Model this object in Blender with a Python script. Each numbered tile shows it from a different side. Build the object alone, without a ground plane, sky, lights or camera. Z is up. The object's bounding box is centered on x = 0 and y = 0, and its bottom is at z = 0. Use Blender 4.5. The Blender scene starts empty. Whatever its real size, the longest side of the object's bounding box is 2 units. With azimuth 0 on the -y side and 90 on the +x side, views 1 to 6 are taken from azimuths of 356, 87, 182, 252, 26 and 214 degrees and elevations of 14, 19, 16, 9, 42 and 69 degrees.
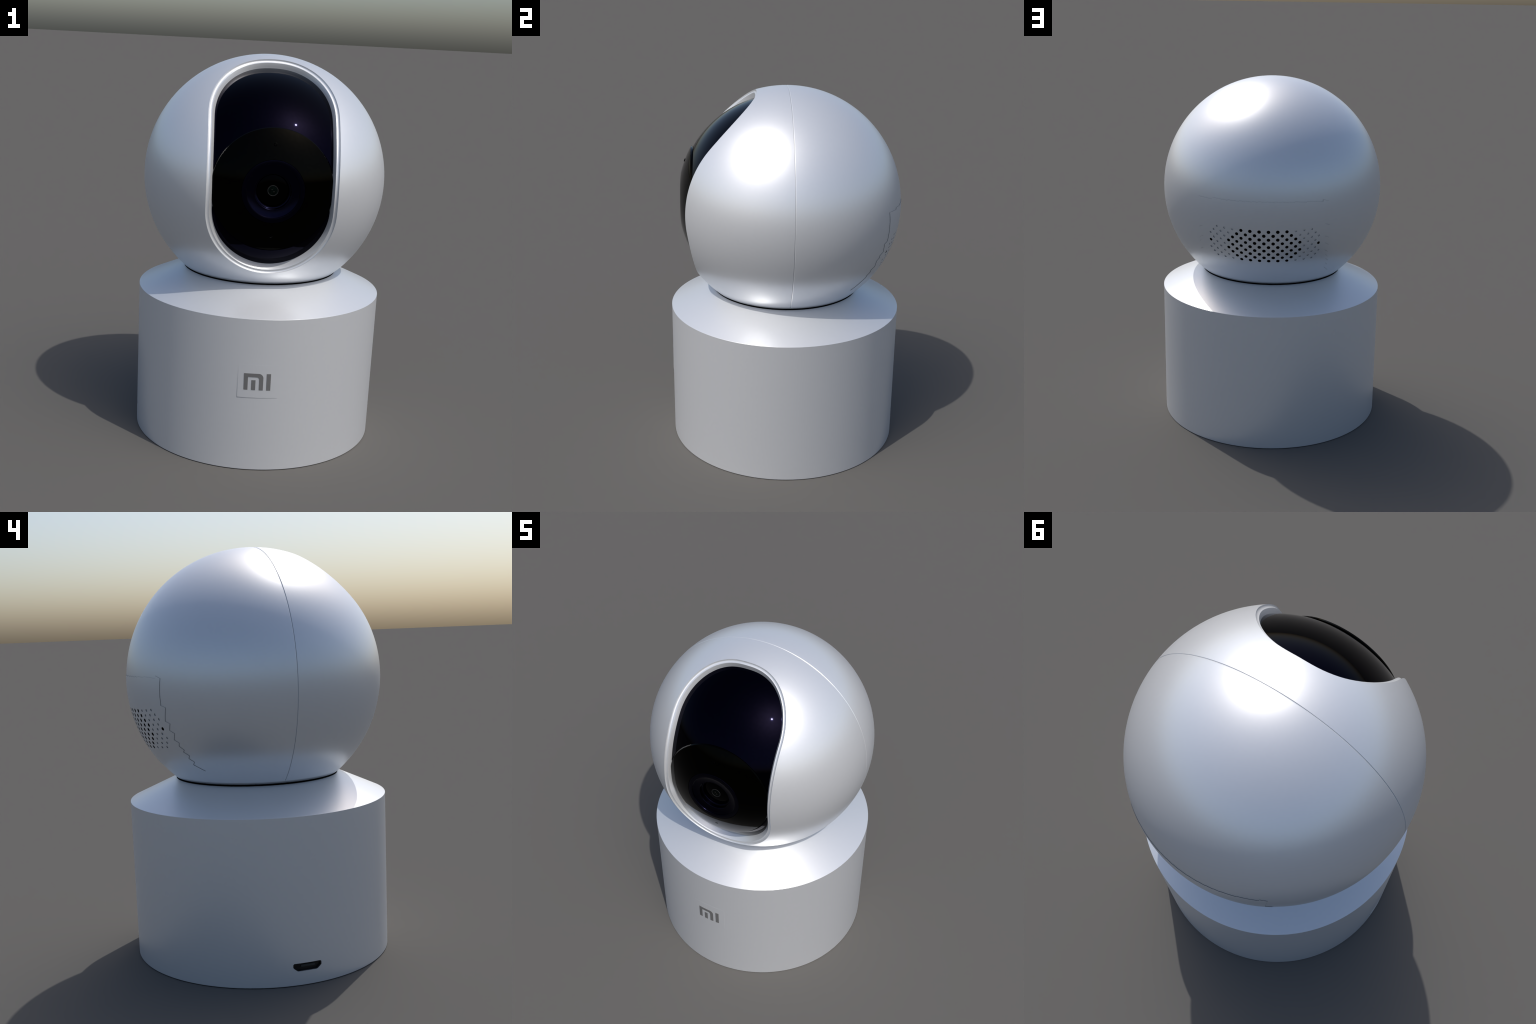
import bpy, bmesh, math
from mathutils import Vector, Matrix

# ------------------------------------------------------------------ sizes (metres)
CZ = 1.3713            # height of the head's centre
R = 0.6287             # head radius
CY = 0.001             # base axis sits a hair behind the box centre (label plate in front)
BASE_R, BASE_H = 0.6425, 0.7797
NECK_R, NECK_Z = 0.407, 0.886
SEAM_Y = -0.0015
BALL_R, LENS_DZ, BALL_SQUAT = 0.590, 0.013, 0.9790
COVER_LIFT = 0.0018

scene = bpy.context.scene
root = bpy.data.objects.new("security_camera", None)
scene.collection.objects.link(root)
root["label"] = "white round home security camera on cylindrical base"
root["category"] = "security camera"


# ------------------------------------------------------------------ materials
def principled(name, colour, rough, metal=0.0, spec=0.5, coat=0.0, coat_rough=0.03,
               grain=0.0, grain_scale=60.0, tint=None):
    m = bpy.data.materials.new(name)
    m.use_nodes = True
    nt = m.node_tree
    b = nt.nodes["Principled BSDF"]
    b.inputs["Roughness"].default_value = rough
    b.inputs["Metallic"].default_value = metal
    b.inputs["Specular IOR Level"].default_value = spec
    b.inputs["Coat Weight"].default_value = coat
    b.inputs["Coat Roughness"].default_value = coat_rough
    tc = nt.nodes.new("ShaderNodeTexCoord")
    nz = nt.nodes.new("ShaderNodeTexNoise")
    nz.inputs["Scale"].default_value = grain_scale
    nz.inputs["Detail"].default_value = 3.0
    nt.links.new(tc.outputs["Object"], nz.inputs["Vector"])
    ramp = nt.nodes.new("ShaderNodeValToRGB")
    lo = [c * (1.0 - grain) for c in colour]
    hi = [min(1.0, c * (1.0 + grain)) for c in (tint or colour)]
    ramp.color_ramp.elements[0].position = 0.35
    ramp.color_ramp.elements[1].position = 0.65
    ramp.color_ramp.elements[0].color = (*lo, 1)
    ramp.color_ramp.elements[1].color = (*hi, 1)
    nt.links.new(nz.outputs["Fac"], ramp.inputs["Fac"])
    nt.links.new(ramp.outputs["Color"], b.inputs["Base Color"])
    return m


WHITE = principled("satin_white_plastic", (0.708, 0.730, 0.757), 0.36, metal=0.5, grain=0.004)
GLOSS_BLACK = principled("gloss_black_glass", (0.0028, 0.0026, 0.0070), 0.035, metal=1.0, grain=0.05)
PLATE_BLACK = principled("black_lens_plate", (0.0035, 0.0035, 0.0030), 0.06, metal=1.0, grain=0.05)
NAVY = principled("dark_navy_bezel", (0.0045, 0.0045, 0.0130), 0.20, metal=1.0, grain=0.05)
GLASS = principled("dark_lens_glass", (0.0015, 0.0015, 0.0020), 0.05, metal=1.0, grain=0.05)
PUPIL = principled("grey_pupil_ring", (0.014, 0.015, 0.0155), 0.5, spec=0.06, grain=0.05)
GREEN = principled("lens_coating_green", (0.0040, 0.0080, 0.0068), 0.4, metal=1.0, grain=0.3, grain_scale=90)
GLINT = principled("painted_lens_glint", (0.034, 0.035, 0.030), 0.5, spec=0.1, grain=0.05)
PIN = principled("black_pin_hole", (0.0015, 0.0015, 0.0015), 0.4, metal=1.0, grain=0.05)
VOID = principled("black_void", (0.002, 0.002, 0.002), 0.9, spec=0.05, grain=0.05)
EDGE = principled("dark_edge_line", (0.10, 0.11, 0.122), 0.6, spec=0.2, grain=0.05)
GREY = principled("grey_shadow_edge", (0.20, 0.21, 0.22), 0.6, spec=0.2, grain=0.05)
LETTER = principled("grey_letter_paint", (0.135, 0.135, 0.135), 0.6, spec=0.2, grain=0.02)
PORT = principled("black_port_plastic", (0.006, 0.006, 0.007), 0.35, spec=0.4, grain=0.1)
TONGUE = principled("port_tongue", (0.03, 0.033, 0.034), 0.4, spec=0.4, grain=0.1)


# ------------------------------------------------------------------ helpers
def make(name, verts, faces, mat, parent, keep=True):
    me = bpy.data.meshes.new(name)
    me.from_pydata([tuple(v) for v in verts], [], faces)
    me.validate()
    me.update()
    ob = bpy.data.objects.new(name, me)
    scene.collection.objects.link(ob)
    if mat:
        for m in (mat if isinstance(mat, (list, tuple)) else [mat]):
            me.materials.append(m)
    if parent:
        ob.parent = parent
    return ob


def fix_normals(ob):
    bm = bmesh.new()
    bm.from_mesh(ob.data)
    bmesh.ops.remove_doubles(bm, verts=bm.verts, dist=1e-7)
    bmesh.ops.recalc_face_normals(bm, faces=bm.faces)
    bm.to_mesh(ob.data)
    bm.free()


def smooth(ob, angle=30):
    fix_normals(ob)
    for p in ob.data.polygons:
        p.use_smooth = True
    ob.data.set_sharp_from_angle(angle=math.radians(angle))


def lathe(name, profile, axis, centre, mat, parent, seg=192, closed=True, angle=30):
    """Turn a profile of (radius, height) points round an axis ('y' or 'z')."""
    verts, faces, rings = [], [], []
    for r, h in profile:
        ring = []
        n = 1 if r < 1e-9 else seg
        for i in range(n):
            a = 2 * math.pi * i / seg
            p = (r * math.cos(a), h, r * math.sin(a)) if axis == 'y' else (r * math.cos(a), r * math.sin(a), h)
            ring.append(len(verts))
            verts.append(Vector(p) + Vector(centre))
        rings.append(ring)
    pairs = list(zip(rings[:-1], rings[1:]))
    if closed:
        pairs.append((rings[-1], rings[0]))
    for A, B in pairs:
        if len(A) == 1 and len(B) == 1:
            continue
        for i in range(seg):
            j = (i + 1) % seg
            if len(A) == 1:
                faces.append((A[0], B[i], B[j]))
            elif len(B) == 1:
                faces.append((A[i], A[j], B[0]))
            else:
                faces.append((A[i], A[j], B[j], B[i]))
    ob = make(name, verts, faces, mat, parent)
    smooth(ob, angle)
    return ob


def prism(name, outline, y0, y1, place=None):
    """Solid with an (x, z) outline, extruded along y."""
    n = len(outline)
    verts = [(x, y0, z) for x, z in outline] + [(x, y1, z) for x, z in outline]
    if place:
        verts = [place(*v) for v in verts]
    faces = [tuple(range(n)), tuple(range(2 * n - 1, n - 1, -1))]
    faces += [(i, (i + 1) % n, n + (i + 1) % n, n + i) for i in range(n)]
    ob = make(name, verts, faces, None, None)
    fix_normals(ob)
    return ob


def boolean(ob, cutter, op='DIFFERENCE', self_cut=False):
    mod = ob.modifiers.new("cut", 'BOOLEAN')
    mod.operation, mod.object, mod.solver = op, cutter, 'EXACT'
    mod.use_self = self_cut
    dg = bpy.context.evaluated_depsgraph_get()
    me = bpy.data.meshes.new_from_object(ob.evaluated_get(dg))
    ob.modifiers.clear()
    old = ob.data
    mats = [m for m in old.materials]
    ob.data = me
    me.name = ob.name
    if not me.materials:
        for m in mats:
            me.materials.append(m)
    bpy.data.meshes.remove(old)
    cm = cutter.data
    bpy.data.objects.remove(cutter)
    bpy.data.meshes.remove(cm)


def exact_normals(ob, rule):
    """Corner normals from the ideal surface: rule(polygon, co) -> normal or None (flat)."""
    me = ob.data
    for p in me.polygons:
        p.use_smooth = True
    out = [None] * len(me.loops)
    for p in me.polygons:
        for li in p.loop_indices:
            n = rule(p, me.vertices[me.loops[li].vertex_index].co)
            out[li] = (n if n is not None else p.normal).normalized()
    me.normals_split_custom_set([tuple(n) for n in out])


C = Vector((0, 0, CZ))


def ball_rule(radius, centre=C, tol=4e-4):
    def rule(p, co):
        d = co - centre
        pc = p.center - centre
        if abs(d.length - radius) < tol and p.normal.dot(pc.normalized()) > 0.995:
            return d
        return None
    return rule


# ------------------------------------------------------------------ base
base = lathe("base", [(0.0, 0.0), (BASE_R - 0.0012, 0.0), (BASE_R, 0.0012), (BASE_R, BASE_H - 0.0006),
                      (BASE_R - 0.0007, BASE_H), (NECK_R + 0.001, NECK_Z - 0.0004), (NECK_R, NECK_Z - 0.0008),
                      (NECK_R, 0.80), (0.0, 0.80)],
             'z', (0, CY, 0), WHITE, root, seg=288, closed=False)

# the port: a D-shaped pocket on the -x side
PORT_Z = 0.0850


def port_outline(grow=0.0):
    top, bot, wide = 0.0185 + grow, -0.0195 - grow, 0.0685 + grow
    raw = [(-0.063 - grow, top), (0.063 + grow, top), (wide, top - 0.005), (wide, 0.0),
           (0.0625 + grow, -0.0065), (0.049 + grow * 0.6, bot + 0.0015), (0.044 + grow * .5, bot)]
    half = [(y, z + PORT_Z) for y, z in raw[1:]]
    return half + [(-y, z) for y, z in reversed(half)]


def on_minus_x(x, y, z):
    return (-y, x, z)


boolean(base, prism("c", port_outline(0.0), 0.60, 0.70, on_minus_x))


def base_rule(p, co):
    d = Vector((co.x, co.y - CY, 0))
    n = p.normal
    if 0.0010 < p.center.z < BASE_H - 0.0003 and abs(d.length - BASE_R) < 3e-4 and n.dot(d.normalized()) > 0.99:
        return d
    slope = math.radians(27.4)      # shoulder normals tilted beyond the real slope to widen the sun highlight
    if p.center.z > BASE_H - 0.0002 and n.z > 0.7 and d.length > NECK_R - 1e-3:
        return d.normalized() * math.sin(slope) + Vector((0, 0, math.cos(slope)))
    return None


exact_normals(base, base_rule)

# core coloured black to give the deep shadow of the hollow neck gap
lathe("neck_gap_painted_dark", [(0.0, 0.802), (NECK_R - 0.0006, 0.802), (NECK_R - 0.0006, NECK_Z - 0.006), (0.3985, NECK_Z - 0.007),
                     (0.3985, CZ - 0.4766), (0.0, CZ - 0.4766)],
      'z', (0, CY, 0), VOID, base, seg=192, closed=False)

# port insides
port = prism("charging_port", port_outline(-0.0015), 0.606, 0.6390, on_minus_x)
inner = prism("c", [(y * 0.93, (z - PORT_Z) * 0.86 + PORT_Z) for y, z in port_outline(-0.0015)], 0.630, 0.66, on_minus_x)
boolean(port, inner)
port.data.materials.append(PORT)
port.parent = base
tongue = prism("contact_tongue", [(-0.038, PORT_Z - 0.001), (0.030, PORT_Z - 0.001), (0.030, PORT_Z + 0.009), (-0.038, PORT_Z + 0.009)],
               0.610, 0.636, on_minus_x)
tongue.data.materials.append(TONGUE)
tongue.parent = base


# ------------------------------------------------------------------ label plate and letters on the base front
def curved(x, y, z):
    """Lay an (arc length, depth, height) point on the base cylinder, front side."""
    a = x / BASE_R
    return ((BASE_R + y) * math.sin(a), CY - (BASE_R + y) * math.cos(a), z)


def curved_slab(name, outline, lift0, lift1, mat, parent, step=0.008, fade=None):
    """Slab with an (arc, z) outline, bent round the base."""
    bm = bmesh.new()
    f = bm.faces.new([bm.verts.new((x, 0, z)) for x, z in outline])
    xs = [x for x, z in outline]
    x = math.floor(min(xs) / step) * step + step
    while x < max(xs):
        bmesh.ops.bisect_plane(bm, geom=bm.verts[:] + bm.edges[:] + bm.faces[:], plane_co=(x, 0, 0), plane_no=(1, 0, 0))
        x += step
    r = bmesh.ops.extrude_face_region(bm, geom=bm.faces[:])
    top = {v for v in r["geom"] if isinstance(v, bmesh.types.BMVert)}
    for v in bm.verts:
        lift = lift1 * (fade(v.co.x, v.co.z) if fade else 1.0)
        v.co = curved(v.co.x, lift if v in top else lift0, v.co.z)
    bmesh.ops.recalc_face_normals(bm, faces=bm.faces)
    me = bpy.data.meshes.new(name)
    bm.to_mesh(me)
    bm.free()
    ob = bpy.data.objects.new(name, me)
    scene.collection.objects.link(ob)
    me.materials.append(mat)
    ob.parent = parent

    def rule(p, co):
        d = Vector((co.x, co.y - CY, 0))
        return d if p.normal.dot(d.normalized()) > 0.98 else None
    exact_normals(ob, rule)
    return ob


def arc(cx, cz, r, a0, a1, n=8):
    return [(cx + r * math.cos(math.radians(a0 + (a1 - a0) * i / n)), cz + r * math.sin(math.radians(a0 + (a1 - a0) * i / n))) for i in range(n + 1)]


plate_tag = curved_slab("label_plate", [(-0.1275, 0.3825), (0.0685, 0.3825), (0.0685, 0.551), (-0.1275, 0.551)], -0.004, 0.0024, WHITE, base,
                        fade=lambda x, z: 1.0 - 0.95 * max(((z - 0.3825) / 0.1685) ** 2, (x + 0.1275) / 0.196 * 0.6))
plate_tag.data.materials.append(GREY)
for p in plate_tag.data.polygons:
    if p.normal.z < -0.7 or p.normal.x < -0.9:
        p.material_index = 1  # lower and left walls greyed to show their shaded side
L0, L1, ZB, ZT = 0.0001, 0.0024, 0.4222, 0.5066
curved_slab("letter", [(-0.0978, ZB), (-0.0783, ZB), (-0.0783, 0.4890)] + list(reversed(arc(-0.0365, 0.4760, 0.0130, 0, 90)))
            + [(-0.0235, ZB), (-0.0040, ZB)] + arc(-0.0265, 0.4841, 0.0225, 0, 90) + [(-0.0978, ZT)], L0, L1, LETTER, plate_tag)
curved_slab("letter", [(-0.0611, ZB), (-0.0412, ZB), (-0.0412, 0.4732), (-0.0611, 0.4732)], L0, L1, LETTER, plate_tag)
curved_slab("letter", [(0.0123, ZB), (0.0321, ZB), (0.0321, ZT), (0.0123, ZT)], L0, L1, LETTER, plate_tag)


# ------------------------------------------------------------------ head shells (two half globes with a V seam)
def half_globe(name, sign):
    gap, deep = 0.0003, 0.0022
    wide = 0.0012 if sign < 0 else 0.0042      # the rear half carries the broader chamfer
    prof = [(0.0, SEAM_Y + sign * gap), (R - deep, SEAM_Y + sign * gap)]
    a0 = math.asin((SEAM_Y * sign + wide) / R)
    n = 110
    for i in range(n + 1):
        a = a0 + (math.pi / 2 - a0) * i / n
        prof.append((R * math.cos(a) if i < n else 0.0, sign * R * math.sin(a)))
    return lathe(name, prof, 'y', (0, 0, CZ), WHITE, root, seg=288, closed=False)


front = half_globe("front_shell", -1)
back = half_globe("back_shell", 1)

# --- the long oval face opening: straight sides, elliptical upper end, round lower end
OW = 0.3130
TOP_C, TOP_B = 0.350, 0.256
LOW_C, LOW_B = -0.092, 0.314


def oval(n_end=64, n_side=26):
    pts = []
    for i in range(n_end + 1):
        a = math.pi * i / n_end
        e = 2.0 / 2.17
        c, s = math.cos(a), math.sin(a)
        pts.append((OW * math.copysign(abs(c) ** e, c), TOP_C + TOP_B * abs(s) ** e))
    for i in range(1, n_side):
        pts.append((-OW, TOP_C + (LOW_C - TOP_C) * i / n_side))
    for i in range(n_end + 1):
        a = math.pi + math.pi * i / n_end
        pts.append((OW * math.cos(a), LOW_C + LOW_B * math.sin(a)))
    for i in range(1, n_side):
        pts.append((OW, LOW_C + (TOP_C - LOW_C) * i / n_side))
    # even spacing
    import itertools
    seglen = [math.dist(pts[i], pts[(i + 1) % len(pts)]) for i in range(len(pts))]
    total, N = sum(seglen), 320
    out, acc, i = [], 0.0, 0
    for k in range(N):
        t = total * k / N
        while acc + seglen[i] < t:
            acc += seglen[i]
            i += 1
        f = (t - acc) / seglen[i]
        a, b = pts[i], pts[(i + 1) % len(pts)]
        out.append((a[0] + (b[0] - a[0]) * f, a[1] + (b[1] - a[1]) * f))
    return out


OVAL = oval()
boolean(front, prism("c", [(x, z + CZ) for x, z in OVAL], -0.9, -0.10))
exact_normals(front, ball_rule(R))

# --- stepped rim round the opening: profile of (inward, drop) in the surface's own frame
COVE = math.radians(80)
RIM = [(0.0, 0.0)] + [(0.0142 * (1 - math.cos(COVE * k / 8)), 0.0045 + 0.0102 * math.sin(COVE * k / 8)) for k in range(9)]      # step and cove
RIM += [(0.0122, 0.0170), (0.0131, 0.0310), (0.0140, 0.0450), (0.0144, 0.0490), (0.0080, 0.0500), (-0.0010, 0.0270)]   # sharp edge, inner wall, back


def build_rim():
    n, m = len(OVAL), len(RIM)
    P = []
    for x, z in OVAL:
        y = -math.sqrt(R * R - x * x - z * z)
        P.append(Vector((x, y, z)))
    verts, faces = [], []
    for i in range(n):
        N = P[i].normalized()
        T = (P[(i + 1) % n] - P[i - 1]).normalized()
        inward = N.cross(T).normalized()
        if inward.dot(Vector((0, -0.6, 0.12)) - P[i]) < 0:
            inward = -inward
        for d, drop in RIM:
            a = d / R
            q = N * math.cos(a) + inward * math.sin(a)
            verts.append(C + q * (R - drop))
    for i in range(n):
        k = (i + 1) % n
        for j in range(m):
            l = (j + 1) % m
            faces.append((i * m + j, k * m + j, k * m + l, i * m + l))
    ob = make("face_rim", verts, faces, WHITE, front)
    smooth(ob, 40)
    return ob


build_rim()

# --- lowest band of the globe, normals bent down to draw the dark fade
FOOT_Z, FOOT_H = -0.4635, 0.0135
for half in (front, back):
    boolean(half, prism("c", [(-0.7, 0.5), (0.7, 0.5), (0.7, CZ + FOOT_Z), (-0.7, CZ + FOOT_Z)], -0.8, 0.8))
exact_normals(front, ball_rule(R))
foot_pts = []
for i in range(15):
    z = FOOT_Z - FOOT_H * i / 14
    foot_pts.append((math.sqrt(R * R - z * z), z))
foot_pts += [(0.400, FOOT_Z - FOOT_H + 0.001), (0.30, FOOT_Z - FOOT_H + 0.001), (0.30, FOOT_Z), (foot_pts[0][0] - 0.004, FOOT_Z)]
foot = lathe("head_foot", foot_pts, 'z', C, WHITE, root, seg=288)


def foot_rule(p, co):
    d = co - C
    if abs(d.length - R) < 4e-4 and p.normal.dot((p.center - C).normalized()) > 0.99:
        t = min(1.0, max(0.0, (FOOT_Z - d.z) / FOOT_H)) ** 1.3
        return d.normalized() * (1 - t) + Vector((0, 0, -1)) * t
    return None


exact_normals(foot, foot_rule)

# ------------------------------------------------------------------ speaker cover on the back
LEFT = [(-0.3204, 0.0306), (-0.3076, -0.0926), (-0.3318, -0.1006), (-0.3063, -0.1643), (-0.3279, -0.1749),
        (-0.3101, -0.2075), (-0.3289, -0.2206), (-0.3075, -0.2519), (-0.3245, -0.2648), (-0.3130, -0.2814),
        (-0.3251, -0.2998), (-0.3138, -0.3102), (-0.3285, -0.3267), (-0.3137, -0.3420), (-0.3248, -0.3577),
        (-0.3075, -0.3735), (-0.3287, -0.4037)]
RIGHT = [(0.3750, -0.3900), (0.3669, -0.3452), (0.3587, -0.3260), (0.3681, -0.3090), (0.3610, -0.2958), (0.3704, -0.2771),
         (0.3540, -0.2653), (0.3740, -0.2282), (0.3620, -0.2155), (0.3680, -0.1983), (0.3487, -0.1852), (0.3714, -0.1356),
         (0.3482, -0.1259), (0.3689, 0.0367)]
TOPS = [(0.2933, 0.0300), (0.2890, 0.0400), (0.2080, 0.0330), (0.2060, 0.0370)]
for k in (0.1450, 0.1130, 0.0790, 0.0440, 0.0, -0.0440, -0.0800, -0.1140, -0.1450, -0.2070):
    TOPS += [(k, 0.0325), (k - 0.0008, 0.0375)]
TOPS += [(-0.2920, 0.0300), (-0.2925, 0.0420)]
OUTLINE = LEFT + RIGHT + TOPS
mid = (0.02, -0.18)
INSET = [(mid[0] + (x - mid[0]) * 0.9, mid[1] + (z - mid[1]) * 0.9) for x, z in OUTLINE]
boolean(back, prism("c", [(x, z + CZ) for x, z in INSET], 0.20, 0.90))
exact_normals(back, ball_rule(R))


def globe_grid(name, radius):
    """Dense globe about the y axis."""
    n = 120
    prof = [(radius * math.sin(math.pi * i / n) if 0 < i < n else 0.0, -radius * math.cos(math.pi * i / n)) for i in range(n + 1)]
    return lathe(name, prof, 'y', (0, 0, CZ), None, None, seg=240, closed=False)


cover = globe_grid("speaker_cover", R + COVER_LIFT)
boolean(cover, prism("c", [(x, z + CZ) for x, z in OUTLINE], 0.25, 0.90), 'INTERSECT')
boolean(cover, globe_grid("c", R - 0.014))


def hole_grid():
    """Staggered rows of holes: (x, z, open?)."""
    black_reach = [5, 6, 7, 8, 7, 8, 7, 6, 5]
    faint_reach = [11, 12, 13, 12, 11, 12, 13, 12, 11]
    out = []
    for r in range(9):
        z0 = -0.1277 - 0.0231 * r + 0.00014 * r * r
        for k in range(-14, 15):
            if (k - black_reach[r]) % 2:
                continue
            x = 0.0150 - 0.02455 * k * (1 - 0.00058 * k * k)
            z = z0 + 0.0195 * ((x - 0.012) / 0.3) ** 2
            if abs(k) <= black_reach[r]:
                out.append((x, z, 0.0097 if abs(k) < 4 else 0.0090, True))
            elif r == 4 and abs(k) == 13:
                out.append((x, z, 0.0085, True))
            elif abs(k) <= faint_reach[r]:
                out.append((x, z, 0.0060, False))
    return out


def drill(name, spots):
    verts, faces, seg = [], [], 20
    for x, z, r, is_open in spots:
        n = Vector((x, math.sqrt(R * R - x * x - z * z), z)).normalized()
        u = n.cross(Vector((0, 0, 1))).normalized()
        v = n.cross(u)
        lo = R - 0.0045 if is_open else R + COVER_LIFT - 0.0036
        b = len(verts)
        for h in (lo, R + 0.03):
            for i in range(seg):
                a = 2 * math.pi * i / seg
                verts.append(C + n * h + (u * math.cos(a) + v * math.sin(a)) * r)
        faces.append(tuple(b + i for i in range(seg)))
        faces.append(tuple(b + seg + i for i in reversed(range(seg))))
        faces += [(b + i, b + seg + i, b + seg + (i + 1) % seg, b + (i + 1) % seg) for i in range(seg)]
    ob = make(name, verts, faces, None, None)
    fix_normals(ob)
    return ob


boolean(cover, drill("c", hole_grid()))
cover.data.materials.clear()
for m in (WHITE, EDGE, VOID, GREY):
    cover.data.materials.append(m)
cover.parent = back
hole_spots = [(Vector((x, math.sqrt(R * R - x * x - z * z), z)).normalized(), r) for x, z, r, o in hole_grid() if o]
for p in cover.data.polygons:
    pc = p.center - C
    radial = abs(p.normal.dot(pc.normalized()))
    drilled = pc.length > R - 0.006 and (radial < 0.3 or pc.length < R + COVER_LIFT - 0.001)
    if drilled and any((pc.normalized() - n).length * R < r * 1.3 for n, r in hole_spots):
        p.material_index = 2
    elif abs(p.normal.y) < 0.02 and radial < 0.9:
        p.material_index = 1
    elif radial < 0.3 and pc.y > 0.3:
        p.material_index = 3  # dimple walls tinted grey for the tiny shadows inside
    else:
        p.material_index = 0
exact_normals(cover, ball_rule(R + COVER_LIFT))

# ------------------------------------------------------------------ eye ball and lens plate
LC = (0, 0, CZ + LENS_DZ)
n = 96
y_cut = -0.5085
prof = [(0.0, y_cut)]
a_cut = math.acos(-y_cut / BALL_R)
for i in range(n + 1):
    a = a_cut + (math.pi - a_cut) * i / n
    prof.append((BALL_R * math.sin(a) if i < n else 0.0, -BALL_R * math.cos(a)))
eye = lathe("eye_ball", prof, 'y', LC, GLOSS_BLACK, root, seg=192, closed=False, angle=20)
for v in eye.data.vertices:                       # the ball is slightly squat
    v.co.z = LC[2] + (v.co.z - LC[2]) * BALL_SQUAT - 0.004
eye.data.update()

PR = 0.5925
pp = [(0.0, -0.507), (0.283, -0.507), (0.2835, -0.5115), (0.2930, -0.5115), (0.2922, -0.5140)]
r0 = 0.2905
for i in range(25):
    r = r0 + (0.150 - r0) * i / 24
    yy = -math.sqrt(PR ** 2 - r * r)
    pp.append((r, yy - 0.0025))
plate = lathe("lens_plate", pp + [(0.1495, -0.5130), (0.0, -0.5130)], 'y', LC, PLATE_BLACK, root, seg=192, closed=False, angle=40)

bez = [(0.149, -0.560), (0.149, -0.5745), (0.1480, -0.5755), (0.1280, -0.5780), (0.1262, -0.5775), (0.1250, -0.5755),
       (0.1244, -0.5715), (0.1230, -0.5706), (0.0910, -0.5670), (0.0880, -0.5668), (0.0862, -0.5652), (0.0835, -0.5480), (0.0815, -0.5465),
       (0.0790, -0.5462), (0.0775, -0.5445), (0.0770, -0.5100), (0.149, -0.5100)]
lathe("lens_bezel", bez, 'y', LC, NAVY, plate, seg=144, closed=True, angle=35)

gl = [(0.0, -0.5460)] + [(0.080 * math.sin(t), -0.5360 - 0.0100 * math.cos(t)) for t in [math.pi / 2 * k / 14 for k in range(1, 15)]] + [(0.0, -0.5360)]
lathe("lens", gl, 'y', LC, GLASS, plate, seg=96, closed=False, angle=60)
tor = [(0.0240 + 0.0020 * math.cos(t), -0.5462 - 0.0016 * math.sin(t)) for t in [2 * math.pi * k / 12 for k in range(12)]]
lathe("pupil_ring", tor, 'y', LC, PUPIL, plate, seg=64, closed=True, angle=80)
lathe("pupil", [(0.0, -0.5470), (0.008, -0.5467), (0.016, -0.5463), (0.0225, -0.5458), (0.0225, -0.543), (0.0, -0.543)], 'y', LC, GREEN, plate, seg=48, closed=False)


# two pin holes: an indicator light above the lens and a microphone below it
def stud(name, z, proud):
    dz = z - LENS_DZ
    yy = -math.sqrt(PR ** 2 - dz * dz) - 0.0025
    nrm = Vector((0, yy, dz)).normalized()
    u = Vector((1, 0, 0))
    v = nrm.cross(u)
    base_p = Vector((0, yy, dz)) + Vector(LC)
    verts, faces, seg = [], [], 28
    prof = [(0.0085, -0.010), (0.0085, proud - 0.0004), (0.0079, proud), (0.0052, proud), (0.0044, proud - 0.003), (0.0, proud - 0.003)]
    rings = []
    for r, h in prof:
        ring = []
        for i in range(seg if r else 1):
            a = 2 * math.pi * i / seg
            ring.append(len(verts))
            verts.append(base_p + nrm * h + (u * math.cos(a) + v * math.sin(a)) * r)
        rings.append(ring)
    faces.append(tuple(rings[0]))
    for A, B in zip(rings[:-1], rings[1:]):
        for i in range(seg):
            j = (i + 1) % seg
            faces.append((A[i], A[j], B[j], B[i]) if len(B) > 1 else (A[i], A[j], B[0]))
    ob = make(name, verts, faces, PIN, plate)
    smooth(ob, 35)


stud("indicator_light", 0.2309, 0.0028)
stud("microphone_hole", -0.2030, 0.0006)

# two small pale studs modelled for the reflections seen in the lens
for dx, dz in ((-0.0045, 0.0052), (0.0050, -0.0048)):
    lathe("lens_glint_stud", [(0.0, -0.5484), (0.0012, -0.5482), (0.0020, -0.5474), (0.0020, -0.5454), (0.0, -0.5454)], 'y',
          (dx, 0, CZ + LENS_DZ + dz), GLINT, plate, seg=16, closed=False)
